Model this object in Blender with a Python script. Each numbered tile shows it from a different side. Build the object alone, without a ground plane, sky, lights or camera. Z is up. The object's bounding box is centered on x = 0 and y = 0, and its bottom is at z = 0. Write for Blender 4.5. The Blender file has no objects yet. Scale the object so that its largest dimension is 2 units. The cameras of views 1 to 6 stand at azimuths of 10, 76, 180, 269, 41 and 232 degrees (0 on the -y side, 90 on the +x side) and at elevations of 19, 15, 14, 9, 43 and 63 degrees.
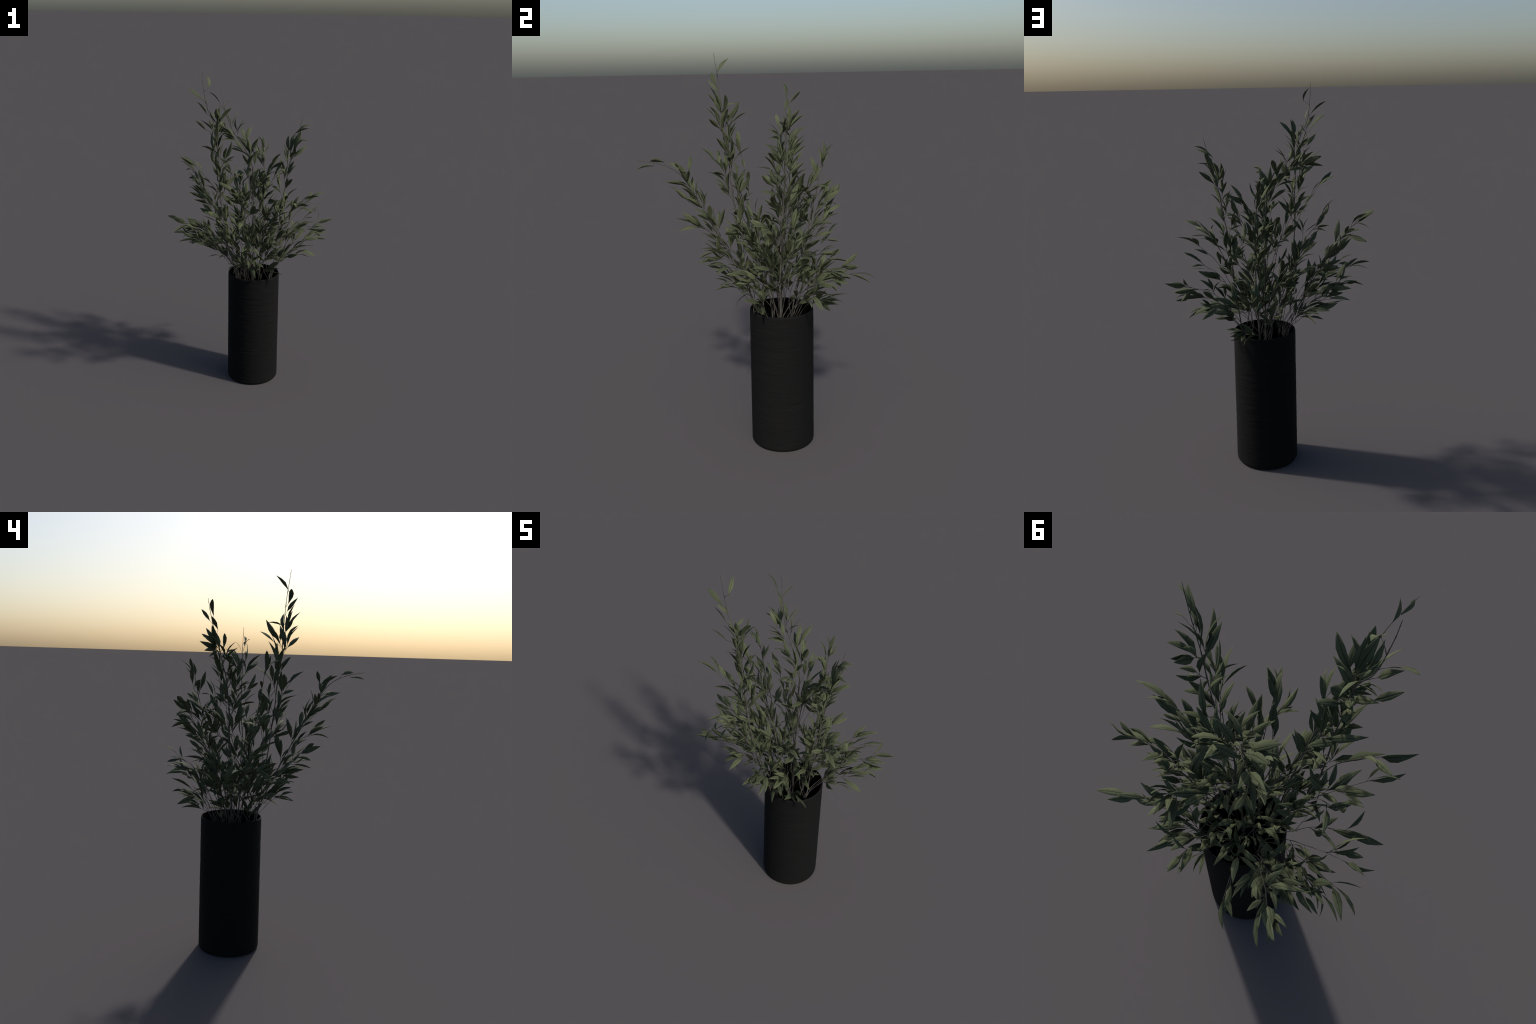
"""Tall matt-black fabric-look planter with a spray of thin woody canes carrying
narrow lance-shaped leaves."""
import bpy, math, random
from mathutils import Vector, Matrix, noise

rng = random.Random(41)
V = Vector
PX, PY = 0.0345, 0.1607          # axis of the planter
RIM_Z = 0.735
UP = V((0, 0, 1))

# ------------------------------------------------------------------ materials
def new_mat(name):
    m = bpy.data.materials.new(name)
    m.use_nodes = True
    nt = m.node_tree
    b = nt.nodes["Principled BSDF"]
    return m, nt, b

def leaf_material(name, dark, light, rough):
    m, nt, b = new_mat(name)
    N, L = nt.nodes, nt.links
    geo = N.new("ShaderNodeNewGeometry")
    n1 = N.new("ShaderNodeTexNoise"); n1.inputs["Scale"].default_value = 9.0
    n1.inputs["Detail"].default_value = 2.0
    L.new(geo.outputs["Position"], n1.inputs["Vector"])
    info = N.new("ShaderNodeObjectInfo")
    add = N.new("ShaderNodeMath"); add.operation = 'MULTIPLY_ADD'
    L.new(info.outputs["Random"], add.inputs[0]); add.inputs[1].default_value = 0.35
    L.new(n1.outputs["Fac"], add.inputs[2])
    ramp = N.new("ShaderNodeValToRGB")
    ramp.color_ramp.elements[0].position = 0.42; ramp.color_ramp.elements[0].color = (*dark, 1)
    ramp.color_ramp.elements[1].position = 0.95; ramp.color_ramp.elements[1].color = (*light, 1)
    L.new(add.outputs[0], ramp.inputs["Fac"])
    # fine mottling along the blade
    n2 = N.new("ShaderNodeTexNoise"); n2.inputs["Scale"].default_value = 120.0
    L.new(geo.outputs["Position"], n2.inputs["Vector"])
    mix = N.new("ShaderNodeMix"); mix.data_type = 'RGBA'; mix.blend_type = 'MULTIPLY'
    mix.inputs["Factor"].default_value = 0.45
    r2 = N.new("ShaderNodeValToRGB")
    r2.color_ramp.elements[0].position = 0.3; r2.color_ramp.elements[0].color = (.6, .6, .6, 1)
    r2.color_ramp.elements[1].position = 0.7
    L.new(n2.outputs["Fac"], r2.inputs["Fac"])
    L.new(ramp.outputs["Color"], mix.inputs["A"]); L.new(r2.outputs["Color"], mix.inputs["B"])
    L.new(mix.outputs["Result"], b.inputs["Base Color"])
    b.inputs["Roughness"].default_value = rough
    b.inputs["Specular IOR Level"].default_value = 0.10
    return m

LEAF = leaf_material("leaf_blade", (.066, .080, .045), (.110, .125, .071), .8)
RIB = leaf_material("leaf_midrib", (.036, .042, .022), (.052, .060, .030), .65)

def bark_material():
    m, nt, b = new_mat("bark")
    N, L = nt.nodes, nt.links
    geo = N.new("ShaderNodeNewGeometry")
    n1 = N.new("ShaderNodeTexNoise"); n1.inputs["Scale"].default_value = 60
    n1.inputs["Detail"].default_value = 4
    mp = N.new("ShaderNodeMapping"); mp.inputs["Scale"].default_value = (1, 1, .3)
    L.new(geo.outputs["Position"], mp.inputs["Vector"]); L.new(mp.outputs["Vector"], n1.inputs["Vector"])
    ramp = N.new("ShaderNodeValToRGB")
    ramp.color_ramp.elements[0].position = .35; ramp.color_ramp.elements[0].color = (.050, .044, .039, 1)
    ramp.color_ramp.elements[1].position = .7; ramp.color_ramp.elements[1].color = (.112, .103, .090, 1)
    L.new(n1.outputs["Fac"], ramp.inputs["Fac"])
    # upper shoots turn greener
    sep = N.new("ShaderNodeSeparateXYZ"); L.new(geo.outputs["Position"], sep.inputs[0])
    mr = N.new("ShaderNodeMapRange"); mr.inputs["From Min"].default_value = .9
    mr.inputs["From Max"].default_value = 1.7; mr.inputs["To Max"].default_value = .6
    L.new(sep.outputs["Z"], mr.inputs["Value"])
    mix = N.new("ShaderNodeMix"); mix.data_type = 'RGBA'
    L.new(mr.outputs["Result"], mix.inputs["Factor"])
    L.new(ramp.outputs["Color"], mix.inputs["A"]); mix.inputs["B"].default_value = (.06, .062, .04, 1)
    L.new(mix.outputs["Result"], b.inputs["Base Color"])
    b.inputs["Roughness"].default_value = .8
    b.inputs["Specular IOR Level"].default_value = .2
    return m
BARK = bark_material()

def pot_material():
    m, nt, b = new_mat("black_planter")
    N, L = nt.nodes, nt.links
    tc = N.new("ShaderNodeTexCoord")
    mp = N.new("ShaderNodeMapping"); mp.inputs["Scale"].default_value = (6, 6, 90)
    n1 = N.new("ShaderNodeTexNoise"); n1.inputs["Scale"].default_value = 1.0
    n1.inputs["Detail"].default_value = 3
    L.new(tc.outputs["Object"], mp.inputs["Vector"]); L.new(mp.outputs["Vector"], n1.inputs["Vector"])
    ramp = N.new("ShaderNodeValToRGB")
    ramp.color_ramp.elements[0].position = .3; ramp.color_ramp.elements[0].color = (.0058, .0058, .0058, 1)
    ramp.color_ramp.elements[1].position = .75; ramp.color_ramp.elements[1].color = (.0073, .0073, .0072, 1)
    L.new(n1.outputs["Fac"], ramp.inputs["Fac"]); L.new(ramp.outputs["Color"], b.inputs["Base Color"])
    bump = N.new("ShaderNodeBump"); bump.inputs["Strength"].default_value = .08
    bump.inputs["Distance"].default_value = .003
    L.new(n1.outputs["Fac"], bump.inputs["Height"]); L.new(bump.outputs["Normal"], b.inputs["Normal"])
    b.inputs["Roughness"].default_value = .85
    b.inputs["Specular IOR Level"].default_value = .12
    return m
POT = pot_material()

INNER, _nt, _b = new_mat("planter_inner_wall_dark")
_n = _nt.nodes.new("ShaderNodeTexNoise"); _n.inputs["Scale"].default_value = 25
_r = _nt.nodes.new("ShaderNodeValToRGB")
_r.color_ramp.elements[0].color = (.0022, .0022, .0022, 1); _r.color_ramp.elements[1].color = (.0048, .0048, .0047, 1)  # near-black inner wall, darker than the outer wall
_nt.links.new(_n.outputs["Fac"], _r.inputs["Fac"]); _nt.links.new(_r.outputs["Color"], _b.inputs["Base Color"])
_b.inputs["Roughness"].default_value = .95; _b.inputs["Specular IOR Level"].default_value = .03

def soil_material():
    m, nt, b = new_mat("dark_soil")
    N, L = nt.nodes, nt.links
    tc = N.new("ShaderNodeTexCoord")
    n1 = N.new("ShaderNodeTexNoise"); n1.inputs["Scale"].default_value = 60; n1.inputs["Detail"].default_value = 5
    L.new(tc.outputs["Object"], n1.inputs["Vector"])
    ramp = N.new("ShaderNodeValToRGB")
    ramp.color_ramp.elements[0].color = (.004, .0035, .003, 1); ramp.color_ramp.elements[1].color = (.016, .013, .010, 1)
    L.new(n1.outputs["Fac"], ramp.inputs["Fac"]); L.new(ramp.outputs["Color"], b.inputs["Base Color"])
    b.inputs["Roughness"].default_value = 1; b.inputs["Specular IOR Level"].default_value = .05
    return m
SOIL = soil_material()

# ------------------------------------------------------------------ helpers
def link(o, parent=None):
    bpy.context.scene.collection.objects.link(o)
    if parent: o.parent = parent
    return o

def mesh_obj(name, verts, faces, mats, parent=None, midx=None, smooth=True):
    me = bpy.data.meshes.new(name)
    me.from_pydata([tuple(v) for v in verts], [], faces)
    for m in mats: me.materials.append(m)
    if midx: me.polygons.foreach_set("material_index", midx)
    me.polygons.foreach_set("use_smooth", [smooth] * len(me.polygons))
    me.update()
    return link(bpy.data.objects.new(name, me), parent)

def spline(points, n):
    """Catmull-Rom curve through points, n samples per span."""
    P = [V(p) for p in points]
    P = [P[0] * 2 - P[1]] + P + [P[-1] * 2 - P[-2]]
    out = []
    for i in range(1, len(P) - 2):
        a, b, c, d = P[i - 1:i + 3]
        for k in range(n):
            t = k / n
            out.append(.5 * (2 * b + (c - a) * t + (2 * a - 5 * b + 4 * c - d) * t * t + (3 * b - a - 3 * c + d) * t ** 3))
    out.append(P[-2].copy())
    return out

class Tubes:
    """collects tapered tubes into one mesh"""
    def __init__(s): s.v, s.f = [], []
    def add(s, pts, r0, r1, sides=5, knots=0):
        base = len(s.v); n = len(pts)
        t = (pts[1] - pts[0]).normalized()
        a = t.orthogonal().normalized()
        for i, p in enumerate(pts):
            t = (pts[min(i + 1, n - 1)] - pts[max(i - 1, 0)]).normalized()
            a = (a - t * a.dot(t)).normalized(); b = t.cross(a)
            r = r0 + (r1 - r0) * i / (n - 1)
            if knots and i % knots == knots // 2: r *= 1.35
            for k in range(sides):
                q = 2 * math.pi * k / sides
                s.v.append(p + (a * math.cos(q) + b * math.sin(q)) * r)
        for i in range(n - 1):
            for k in range(sides):
                k2 = (k + 1) % sides
                s.f.append((base + i * sides + k, base + i * sides + k2, base + (i + 1) * sides + k2, base + (i + 1) * sides + k))
        s.f.append(tuple(base + k for k in range(sides))[::-1])
        s.f.append(tuple(base + (n - 1) * sides + k for k in range(sides)))

# ------------------------------------------------------------------ leaf blades
# unit-length blade along +Y, upper side +Z; half-width profile slightly angular
PROFILES = [
    ((0, .04), (.14, .34), (.33, .93), (.60, 1.0), (.82, .56), (1, .03)),
    ((0, .04), (.18, .40), (.42, 1.0), (.68, .82), (.88, .36), (1, .03)),
    ((0, .04), (.12, .34), (.27, .90), (.50, 1.0), (.76, .54), (1, .02)),
    ((0, .04), (.20, .42), (.46, .92), (.70, 1.0), (.90, .50), (1, .06)),
]
def blade_mesh(i, width, bend, fold, twist):
    prof = PROFILES[i % len(PROFILES)]
    v, f, mi = [], [], []
    n = len(prof)
    for t, w in prof:
        h = w * width * .5
        rib = .006 + .012 * (1 - t)
        z = -bend * t * t + bend * .25 * t
        y = t * (1 - .35 * bend * bend * t)
        ang = twist * t
        rib = min(rib, h * .6)
        for x in (-h, -rib, rib, h):
            zz = z + abs(x) * fold
            # slight arch of each half so that light rolls over it
            v.append((x * math.cos(ang) - (zz - z) * math.sin(ang), y, z + x * math.sin(ang) + (zz - z) * math.cos(ang)))
    for r in range(n - 1):
        for c in range(3):
            a = r * 4 + c
            f.append((a, a + 1, a + 5, a + 4)); mi.append(1 if c == 1 else 0)
    # thin underside, a fraction of a millimetre below, so the blade has body
    th = .006
    m = len(v)
    v += [(x, y, z - th) for x, y, z in v]
    for r in range(n - 1):
        for c in range(3):
            a = m + r * 4 + c
            f.append((a + 4, a + 5, a + 1, a)); mi.append(1 if c == 1 else 0)
    ring = [0, 1, 2, 3] + [r * 4 + 3 for r in range(1, n)] + [(n - 1) * 4 + c for c in (2, 1, 0)] + [r * 4 for r in range(n - 2, 0, -1)]
    for k in range(len(ring)):
        a, b = ring[k], ring[(k + 1) % len(ring)]
        f.append((b, a, a + m, b + m)); mi.append(0)
    me = bpy.data.meshes.new("leaf_blade")
    me.from_pydata(v, [], f)
    me.materials.append(LEAF); me.materials.append(RIB)
    me.polygons.foreach_set("material_index", mi)
    me.polygons.foreach_set("use_smooth", [True] * len(f))
    me.update()
    return me

BLADES = []
for i in range(12):
    BLADES.append(blade_mesh(i, .185 + .065 * rng.random(), .06 + .44 * rng.random(), .2 + .4 * rng.random(), rng.uniform(-.35, .35)))

LEAVES = []      # (matrix, blade index, stem object, length)
def put_leaf(stem, base, direction, length, up=UP, roll=0.0, blade=None):
    d = direction.normalized()
    n = up - d * up.dot(d)
    if n.length < .05: n = d.orthogonal()
    n.normalize()
    n = Matrix.Rotation(roll, 3, d) @ n
    x = d.cross(n)
    M = Matrix((x, d, n)).transposed().to_4x4()
    M = Matrix.Translation(base) @ M @ Matrix.Diagonal((length, length, length, 1))
    LEAVES.append((M, rng.randrange(12) if blade is None else blade, stem, length))

def bow(a, b, sag, n=4):
    m = (a + b) * .5 + sag
    return [a * (1 - t) ** 2 + m * 2 * t * (1 - t) + b * t * t for t in [i / n for i in range(n + 1)]]

def rand_perp(d, az):
    a = d.orthogonal().normalized()
    return Matrix.Rotation(az, 3, d) @ a

# ------------------------------------------------------------------ stems
STEM_ID = {}
class Stem:
    def __init__(s, kind, pts, r0, r1, leafy, step, twig, size=.101, fan=(2, 5), top_bare=.03, tail=True, drop=0.0, seed=0):
        s.kind, s.tubes, s.size = kind, Tubes(), size
        s.pts = spline(pts, 8)
        # gentle natural wobble
        for i, p in enumerate(s.pts):
            k = math.sin(math.pi * i / (len(s.pts) - 1))
            q = noise.noise_vector(p * 6 + V((seed * 3.1, 0, 0)))
            p += q * .010 * k
        s.tubes.add(s.pts, r0, r1, 6, knots=4)
        s.len = [0]
        for a, b in zip(s.pts, s.pts[1:]): s.len.append(s.len[-1] + (b - a).length)
        s.obj = None
        s.grow(leafy, step, twig, fan, top_bare, tail, drop)
    def at(s, d):
        d = max(0, min(d, s.len[-1] - 1e-5))
        for i in range(len(s.pts) - 1):
            if s.len[i + 1] >= d:
                t = (d - s.len[i]) / (s.len[i + 1] - s.len[i])
                return s.pts[i].lerp(s.pts[i + 1], t), (s.pts[i + 1] - s.pts[i]).normalized()
    def fan(s, base, d, k, spread=.42):
        """k leaves fanned round the end of a twig"""
        ph = rng.uniform(0, 6.28)
        for j in range(k):
            if j == 0: e = d.copy()
            else:
                q = rand_perp(d, ph + j * 2.4 + rng.uniform(-.4, .4))
                e = (d + q * rng.uniform(.5, 1.6) * spread).normalized()
            b0 = base - d * rng.uniform(0, .022) * (j > 0)
            b1 = b0 + e * rng.uniform(.006, .016)
            s.tubes.add([b0, b1], .0011, .0008, 3)
            e = (e + V((rng.uniform(-.16, .16), rng.uniform(-.16, .16), rng.uniform(-.22, .16)))).normalized()
            put_leaf(s, b1, e, s.size * rng.uniform(.70, 1.24), roll=rng.gauss(0, 1.0))
    def grow(s, leafy, step, twig, fan, top_bare, tail, drop):
        L = s.len[-1]
        d = L * leafy
        az = rng.uniform(0, 6.28)
        while d < L - top_bare:
            p, t = s.at(d)
            u = (d / L - leafy) / max(1e-3, 1 - leafy)
            q = rand_perp(t, az)
            lift = rng.uniform(.45, .95)
            td = (t + q * lift + V((0, 0, .12 - drop))).normalized()
            ln = twig * (1.0 - .75 * u) * rng.uniform(.45, 1.25)
            if rng.random() < .18 or ln < .018:
                e = p + td * .016
                s.tubes.add([p, e], .0012, .0008, 3)
                put_leaf(s, e, (td + t * .5).normalized(), s.size * rng.uniform(.8, 1.15), roll=rng.gauss(0, 1.0))
            else:
                e = p + td * ln
                s.tubes.add(bow(p, e, V((0, 0, -.06 * ln))), .0016, .0010, 4)
                d2 = (td + t * .45 + V((0, 0, .05 - drop))).normalized()
                s.fan(e, d2, rng.randint(*fan))
                if ln > .05 and rng.random() < .7:
                    m = p.lerp(e, .6)
                    q2 = rand_perp(td, rng.uniform(0, 6.28))
                    put_leaf(s, m, (td + q2 * .5).normalized(), s.size * rng.uniform(.75, 1.0), roll=rng.gauss(0, 1.0))
            az += math.pi + rng.uniform(-.7, .7)
            d += step * rng.uniform(.75, 1.6)
        if tail:
            p, t = s.at(L)
            s.fan(p, t, rng.randint(2, 3), .5)
    def leaf_to(s, base, tip, roll=0.0):
        """a leaf at a chosen place, tied to the nearest lower point of the stem"""
        b, t = V(base), V(tip)
        best = min(range(len(s.pts)), key=lambda i: (s.pts[i] - b).length + (.04 if s.pts[i].z > b.z - .015 else 0))
        s.tubes.add(bow(s.pts[best], b, (s.pts[min(best + 3, len(s.pts) - 1)] - s.pts[best]) * .15), .0013, .0009, 4)
        put_leaf(s, b, t - b, (t - b).length * 1.05, roll=math.copysign(max(.7, abs(roll)), roll))

STEMS = []
def cane(pts, leafy, step, twig, r0=.0036, r1=.0009, **k):
    s = Stem("cane", pts, r0, r1, leafy, step, twig, seed=len(STEMS), **k); STEMS.append(s); return s
def branch(pts, leafy=.5, step=.07, twig=.06, r0=.0016, r1=.0008, **k):
    s = Stem("branch", pts, r0, r1, leafy, step, twig, seed=len(STEMS), **k); STEMS.append(s); return s

FLOOR = .47
def root(x, y): return (PX + (x - PX) * .72, PY + (y - PY) * .72, FLOOR)

# --- main canes
A = cane([root(-.05, .03), (-.05, .03, .72), (-.105, -.005, 1.0), (-.135, -.035, 1.25), (-.14, -.06, 1.5), (-.165, -.073, 1.69), (-.209, -.078, 1.8), (-.224, -.09, 1.92), (-.227, -.097, 1.993)],
         .50, .036, .095, tail=False, top_bare=.33, fan=(3, 5))
A.leaf_to((-.19, -.09, 1.9), (-.199, -.039, 1.975), .6)
A.leaf_to((-.229, -.088, 1.835), (-.295, -.107, 1.905), -.8)
A.leaf_to((-.203, -.094, 1.76), (-.249, -.108, 1.833), .5)
A.leaf_to((-.20, -.085, 1.80), (-.212, -.128, 1.868), -.8)
A.leaf_to((-.208, -.095, 1.667), (-.255, -.13, 1.73), .4)
A.leaf_to((-.175, -.07, 1.735), (-.172, .0, 1.765), .2)
A.leaf_to((-.165, -.03, 1.655), (-.16, .03, 1.712), -.2)
A.leaf_to((-.13, -.094, 1.687), (-.125, -.141, 1.75), 1.0)
A.leaf_to((-.16, -.075, 1.69), (-.12, -.06, 1.76), 1.0)
B = cane([root(.03, .16), (.03, .16, .70), (.028, .17, 1.0), (.015, .187, 1.3), (0, .197, 1.446), (-.055, .216, 1.53), (-.138, .243, 1.64), (-.19, .28, 1.776), (-.209, .293, 1.852)],
         .46, .032, .10, fan=(3, 5), r0=.0046, tail=False, top_bare=.27)
B.leaf_to((-.205, .265, 1.769), (-.256, .281, 1.854), .7)
B.leaf_to((-.19, .283, 1.745), (-.165, .324, 1.805), -.6)
B.leaf_to((-.166, .244, 1.706), (-.196, .277, 1.774), .9)
B.leaf_to((-.137, .253, 1.641), (-.163, .274, 1.728), .4)
B.leaf_to((-.132, .264, 1.643), (-.112, .302, 1.716), -.5)
B.leaf_to((-.095, .219, 1.617), (-.051, .207, 1.691), .3)
B.leaf_to((-.161, .217, 1.615), (-.19, .204, 1.696), -.5)
C = cane([root(.15, .12), (.155, .12, .71), (.185, .115, .95), (.215, .118, 1.2), (.248, .122, 1.46), (.28, .123, 1.585), (.322, .119, 1.739)],
         .42, .034, .10, tail=False, top_bare=.20, fan=(2, 5))
C.leaf_to((.30, .112, 1.66), (.352, .1, 1.709), .3)
C.leaf_to((.275, .111, 1.634), (.354, .102, 1.692), -.2)
C.leaf_to((.3, .13, 1.605), (.313, .145, 1.663), .8)
C.leaf_to((.281, .117, 1.591), (.347, .08, 1.62), .2)
G = cane([root(0, .04), (.0, .04, .72), (.025, -.07, .98), (.04, -.18, 1.19), (.045, -.226, 1.278), (.02, -.29, 1.39), (.034, -.353, 1.461), (.05, -.44, 1.50), (.06, -.519, 1.515)],
         .42, .046, .065, tail=False, top_bare=.27, fan=(2, 4))
G.leaf_to((.035, -.285, 1.453), (.003, -.26, 1.527), .5)
G.leaf_to((.055, -.292, 1.447), (.023, -.368, 1.505), -.3)
G.leaf_to((.052, -.444, 1.487), (.064, -.524, 1.496), .5)
G.leaf_to((.038, -.395, 1.5), (.064, -.473, 1.534), 1.0)
G.leaf_to((.005, -.3, 1.385), (.038, -.395, 1.415), .9)
D = cane([root(.06, .21), (.06, .21, .71), (.07, .27, 1.0), (.07, .32, 1.25), (.06, .35, 1.39), (.05, .37, 1.485)],
         .45, .058, .06)
E1 = cane([root(-.07, .18), (-.09, .18, .72), (-.18, .23, .96), (-.29, .30, 1.17), (-.37, .345, 1.28), (-.42, .37, 1.34)],
          .48, .05, .06, r0=.0028)
E1.leaf_to((-.425, .365, 1.335), (-.488, .388, 1.392), .5)
E1.leaf_to((-.40, .36, 1.33), (-.452, .37, 1.405), -.6)
H = cane([root(.03, .10), (.03, .11, .72), (-.015, .075, 1.0), (-.075, .045, 1.25), (-.13, .02, 1.43), (-.16, .01, 1.52)],
         .45, .055, .07, r0=.0028)

# --- side branches that leave the canes low down and fan outwards
def side(start, tip, lift=.06, **k):
    a, b = V(start), V(tip)
    m = a.lerp(b, .5) + V((0, 0, lift))
    # starts a little inside the planter so that it springs from below the rim
    if a.z < .84:
        # forks off the foot of the closest cane, inside the planter
        foot = [q for c in (A, B, C, G, D, E1, H) for q in c.pts if .56 < q.z < .69]
        r = min(foot, key=lambda q: (q.xy - a.xy).length + .5 * abs(q.z - a.z + .1))
    P = [r, a, m, b] if a.z < .84 else [a, m, b]
    return branch(P, **k)

side((-.08, .13, .76), (-.40, .11, 1.045), .05)
side((-.07, .15, .74), (-.36, .19, .985), .04)
side((-.07, .12, .76), (-.36, .04, 1.06), .05)
side((-.08, .15, .75), (-.38, .14, .97), .06, step=.05)
side((-.08, .17, .73), (-.29, .165, .90), .03)
side((-.08, .19, .72), (-.25, .21, .85), .02, leafy=.55)
side((-.15, .21, .90), (-.35, .30, 1.19), .03)
side((-.10, .0, 1.0), (-.28, .03, 1.30), .04)
side((-.135, -.03, 1.22), (-.265, -.10, 1.45), .03)
side((-.07, .08, .75), (-.27, -.05, 1.0), .05)
side((-.05, .03, .82), (-.21, -.18, 1.12), .04)
side((.18, .12, .92), (.355, .21, 1.20), .04)
side((.19, .11, 1.0), (.345, .04, 1.25), .04)
side((.15, .15, .75), (.405, .34, 1.025), .06)
side((.15, .17, .74), (.39, .28, .96), .06)
side((.15, .16, .73), (.31, .25, .88), .04)
side((.14, .18, .73), (.29, .21, .845), .03, leafy=.75, step=.08)
side((.17, .12, .85), (.34, .19, 1.10), .04)
side((.0, .03, .74), (-.03, -.085, .86), .02, leafy=.8, step=.09)
side((.04, -.16, 1.15), (.03, -.29, 1.31), .02)
side((.03, -.10, 1.05), (.01, -.25, 1.2), .02)
side((.01, .02, .78), (.06, -.17, 1.06), .04)
side((.02, .03, .74), (.05, -.11, .93), .03)
side((.07, .24, .76), (.26, .45, .95), .06)
side((.06, .25, .74), (.20, .40, .91), .04, leafy=.6)
side((.07, .27, .98), (.05, .38, 1.2), .03)
side((.07, .30, 1.12), (.03, .38, 1.28), .02)
side((.06, .35, 1.38), (.04, .375, 1.42), .0)
side((.05, .27, .72), (.14, .35, .79), .02, leafy=.6)
side((.04, .25, .78), (-.05, .43, 1.06), .05)
side((.06, .26, .74), (.04, .41, .97), .05)
side((.10, .05, .95), (.18, -.08, 1.22), .03)
# short, low growth round the mouth of the planter
side((.10, .07, .72), (.135, .03, .80), .02, leafy=.5, step=.04, drop=.08)
side((.0, .06, .71), (-.03, .04, .80), .02, leafy=.55, drop=.0)
side((-.06, .24, .72), (-.20, .39, .91), .06, leafy=.6, drop=.1)
side((-.09, .20, .74), (-.28, .29, .93), .06, leafy=.6, drop=.2)
side((.0, .25, .72), (-.02, .36, .88), .04, leafy=.6, drop=.05)
side((.0, .14, .72), (-.08, .1, .87), .03, leafy=.55)
side((.03, .12, .72), (.05, .0, .84), .03, leafy=.55)
side((.07, .19, .78), (.15, .23, .95), .03, leafy=.5)
side((.10, .13, .78), (.18, .08, .98), .03, leafy=.5)
side((.06, .15, .76), (.14, .14, .90), .03, leafy=.5)
side((.06, .22, .80), (.11, .28, 1.0), .03, leafy=.5)
side((.12, .14, .82), (.20, .15, 1.05), .03, leafy=.5)
side((-.03, .16, .80), (-.11, .17, 1.01), .03, leafy=.5)
side((.0, .19, .82), (-.05, .24, 1.05), .03, leafy=.5)
side((-.04, .10, .78), (-.09, .07, .97), .03, leafy=.5)
side((.02, .12, .78), (.03, .09, .98), .02, leafy=.5)
# inner filling of the crown
side((.028, .17, .95), (-.12, .2, 1.36), .04)
side((.02, .18, 1.1), (.12, .2, 1.40), .03)
side((.02, .18, 1.05), (.15, .27, 1.36), .03)
side((.01, .07, .95), (.15, -.06, 1.25), .04)
side((.03, .14, .80), (.14, .02, 1.08), .05)
side((.04, .19, .85), (.15, .30, 1.12), .04)
side((-.07, .10, .80), (-.16, .06, 1.12), .04)
side((-.02, .2, .80), (-.16, .30, 1.08), .05)
side((.05, .12, .76), (.10, -.03, .93), .04)
side((.02, .17, 1.0), (-.03, .31, 1.3), .04)

# ------------------------------------------------------------------ assemble
plant = link(bpy.data.objects.new("potted_plant", None))
plant["label"] = "tall black cylindrical planter with leafy upright shrub branches"
plant["category"] = "potted plant"

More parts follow.
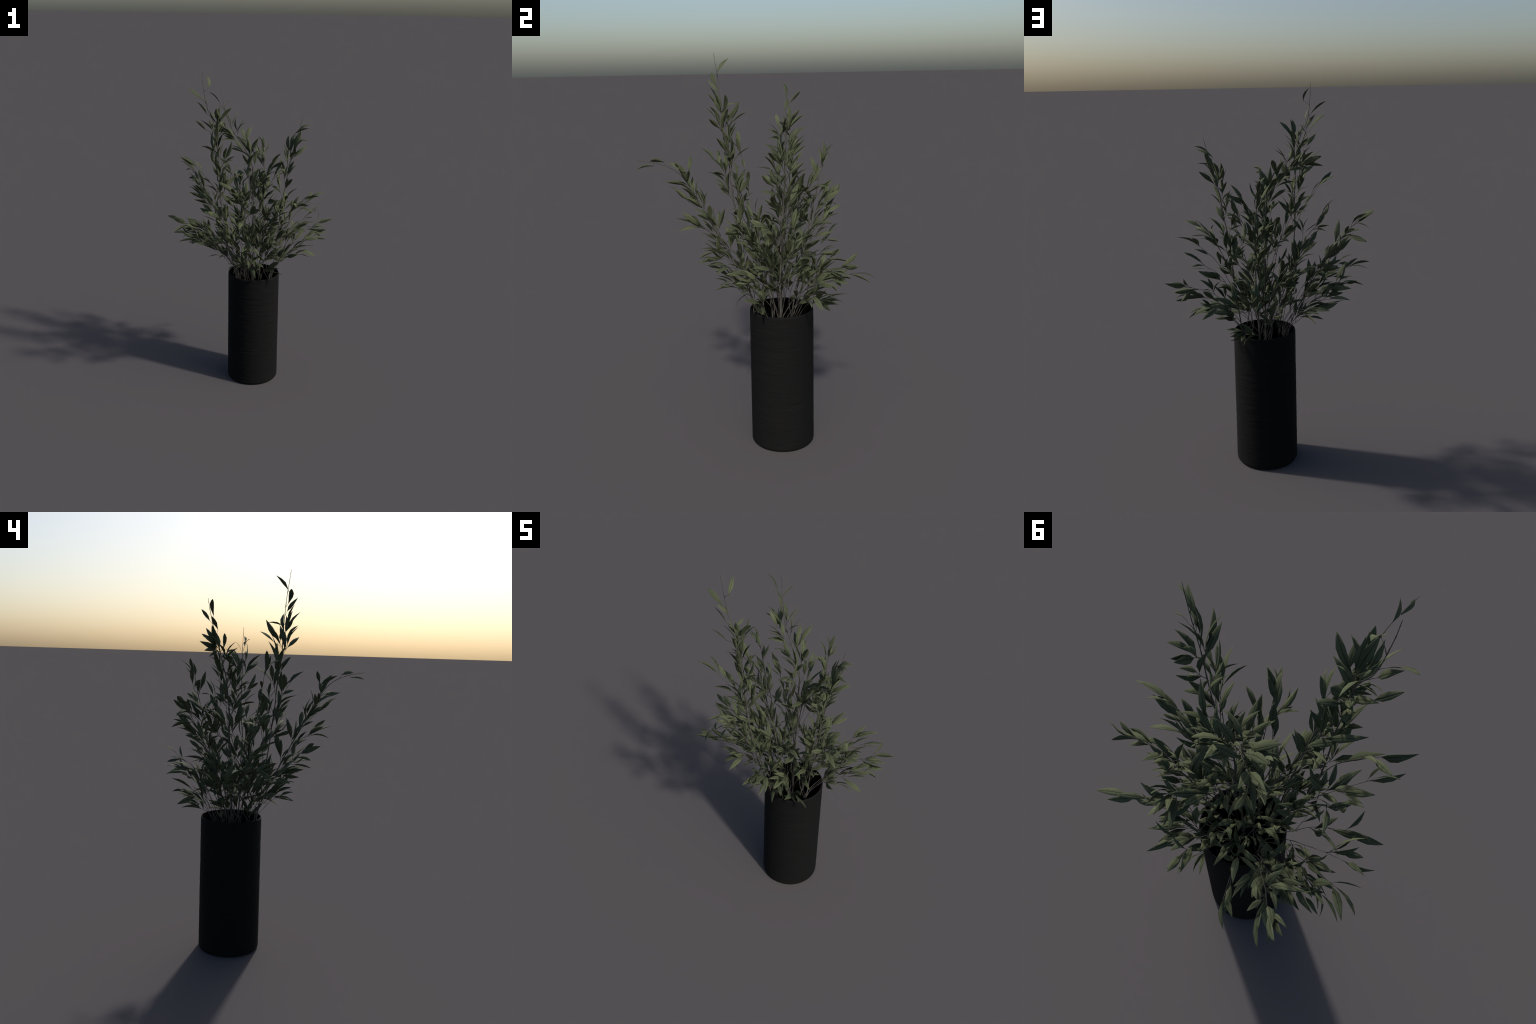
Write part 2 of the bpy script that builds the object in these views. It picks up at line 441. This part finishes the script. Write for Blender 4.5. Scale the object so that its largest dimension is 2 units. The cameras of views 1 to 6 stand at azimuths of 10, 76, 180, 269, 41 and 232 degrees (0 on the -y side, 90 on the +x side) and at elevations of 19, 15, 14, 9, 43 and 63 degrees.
# planter: an outer wall with uneven horizontal ridges, a rounded rim, an inner wall
def planter():
    prof = [(.150, 0.0), (.158, .002), (.1632, .010)]
    n = 240
    for i in range(n):
        z = .016 + (RIM_Z - .026) * i / (n - 1)
        prof.append((.1642 - .0021 * z / RIM_Z, z))
    prof += [(.1612, RIM_Z - .004), (.1585, RIM_Z), (.1555, RIM_Z - .001), (.1530, RIM_Z - .006)]
    for i in range(1, 8): prof.append((.1525, RIM_Z - .006 - .05 * i))
    S = 112
    v, f = [], []
    for r, z in prof:
        for k in range(S):
            a = 2 * math.pi * k / S
            c, s = math.cos(a), math.sin(a)
            rr = r
            if .155 < r and z < RIM_Z - .002:
                w = min(1, z / .03) * min(1, (RIM_Z - z) / .03)
                q = V((c * 1.8, s * 1.8, z * 66))
                rr += w * .0008 * noise.noise(q)
                rr += w * .0006 * noise.noise(V((c * 2.6 + 7, s * 2.6, z * 120)))
                # a few sharper horizontal creases
                e = noise.noise(V((c * .9 + 3, s * .9, z * 17)))
                rr -= w * .0016 * max(0, 1 - abs(e) * 9) * max(0, noise.noise(V((c * 1.3, s * 1.3 + 5, z * 6))) + .1)
                # the pronounced crease low on the upper third
                da = abs((a - math.radians(262) + math.pi) % (2 * math.pi) - math.pi)
                rr -= .0025 * math.exp(-((z - .598) / .005) ** 2) * max(0, 1 - (da / .5) ** 2)
            v.append((rr * c, rr * s, z))
    for i in range(len(prof) - 1):
        for k in range(S):
            k2 = (k + 1) % S
            f.append((i * S + k, i * S + k2, (i + 1) * S + k2, (i + 1) * S + k))
    f.append(tuple(range(S))[::-1])
    wall = len(prof) - 9
    mi = [1 if i // S >= wall else 0 for i in range(len(f))]
    mi[-1] = 0
    o = mesh_obj("planter", v, f, [POT, INNER], plant, mi)
    o.location = (PX, PY, 0)
    return o
pot = planter()

def soil():
    v, f = [], []
    R, S = 14, 48
    v.append((0, 0, .01))
    for i in range(1, R + 1):
        for k in range(S):
            a = 2 * math.pi * k / S; r = .1535 * i / R
            x, y = r * math.cos(a), r * math.sin(a)
            v.append((x, y, .012 * noise.noise(V((x * 30, y * 30, 1))) + .006 * noise.noise(V((x * 90, y * 90, 4)))))
    for k in range(S): f.append((0, 1 + k, 1 + (k + 1) % S))
    for i in range(R - 1):
        for k in range(S):
            k2 = (k + 1) % S
            f.append((1 + i * S + k, 1 + (i + 1) * S + k, 1 + (i + 1) * S + k2, 1 + i * S + k2))
    o = mesh_obj("soil", v, f, [SOIL], pot)
    o.location = (0, 0, FLOOR + .01)
soil()

for s in STEMS:
    s.obj = mesh_obj(s.kind, s.tubes.v, s.tubes.f, [BARK], plant)

# the leaves that show largest are objects of their own, the rest is joined foliage
def exposure(L):
    M, bi, s, ln = L
    p = M.translation
    r = math.hypot(p.x - .02, p.y - .1)
    return ln * (1 + 2.2 * r + .9 * max(0, p.z - 1.1))
order = sorted(range(len(LEAVES)), key=lambda i: -exposure(LEAVES[i]))
single = set(order[:300])
rest = {}
for i, (M, bi, s, ln) in enumerate(LEAVES):
    if i in single:
        o = link(bpy.data.objects.new("leaf", BLADES[bi]), s.obj)
        o.matrix_world = M
    else:
        rest.setdefault(s, []).append((M, bi))
for s, items in rest.items():
    v, f, mi = [], [], []
    for M, bi in items:
        me = BLADES[bi]; b = len(v)
        v += [M @ q.co for q in me.vertices]
        for p in me.polygons:
            f.append(tuple(b + k for k in p.vertices)); mi.append(p.material_index)
    o = mesh_obj("foliage", v, f, [LEAF, RIB], s.obj, mi)
    o["kind"] = "stuff"
print("leaves", len(LEAVES), "stems", len(STEMS))
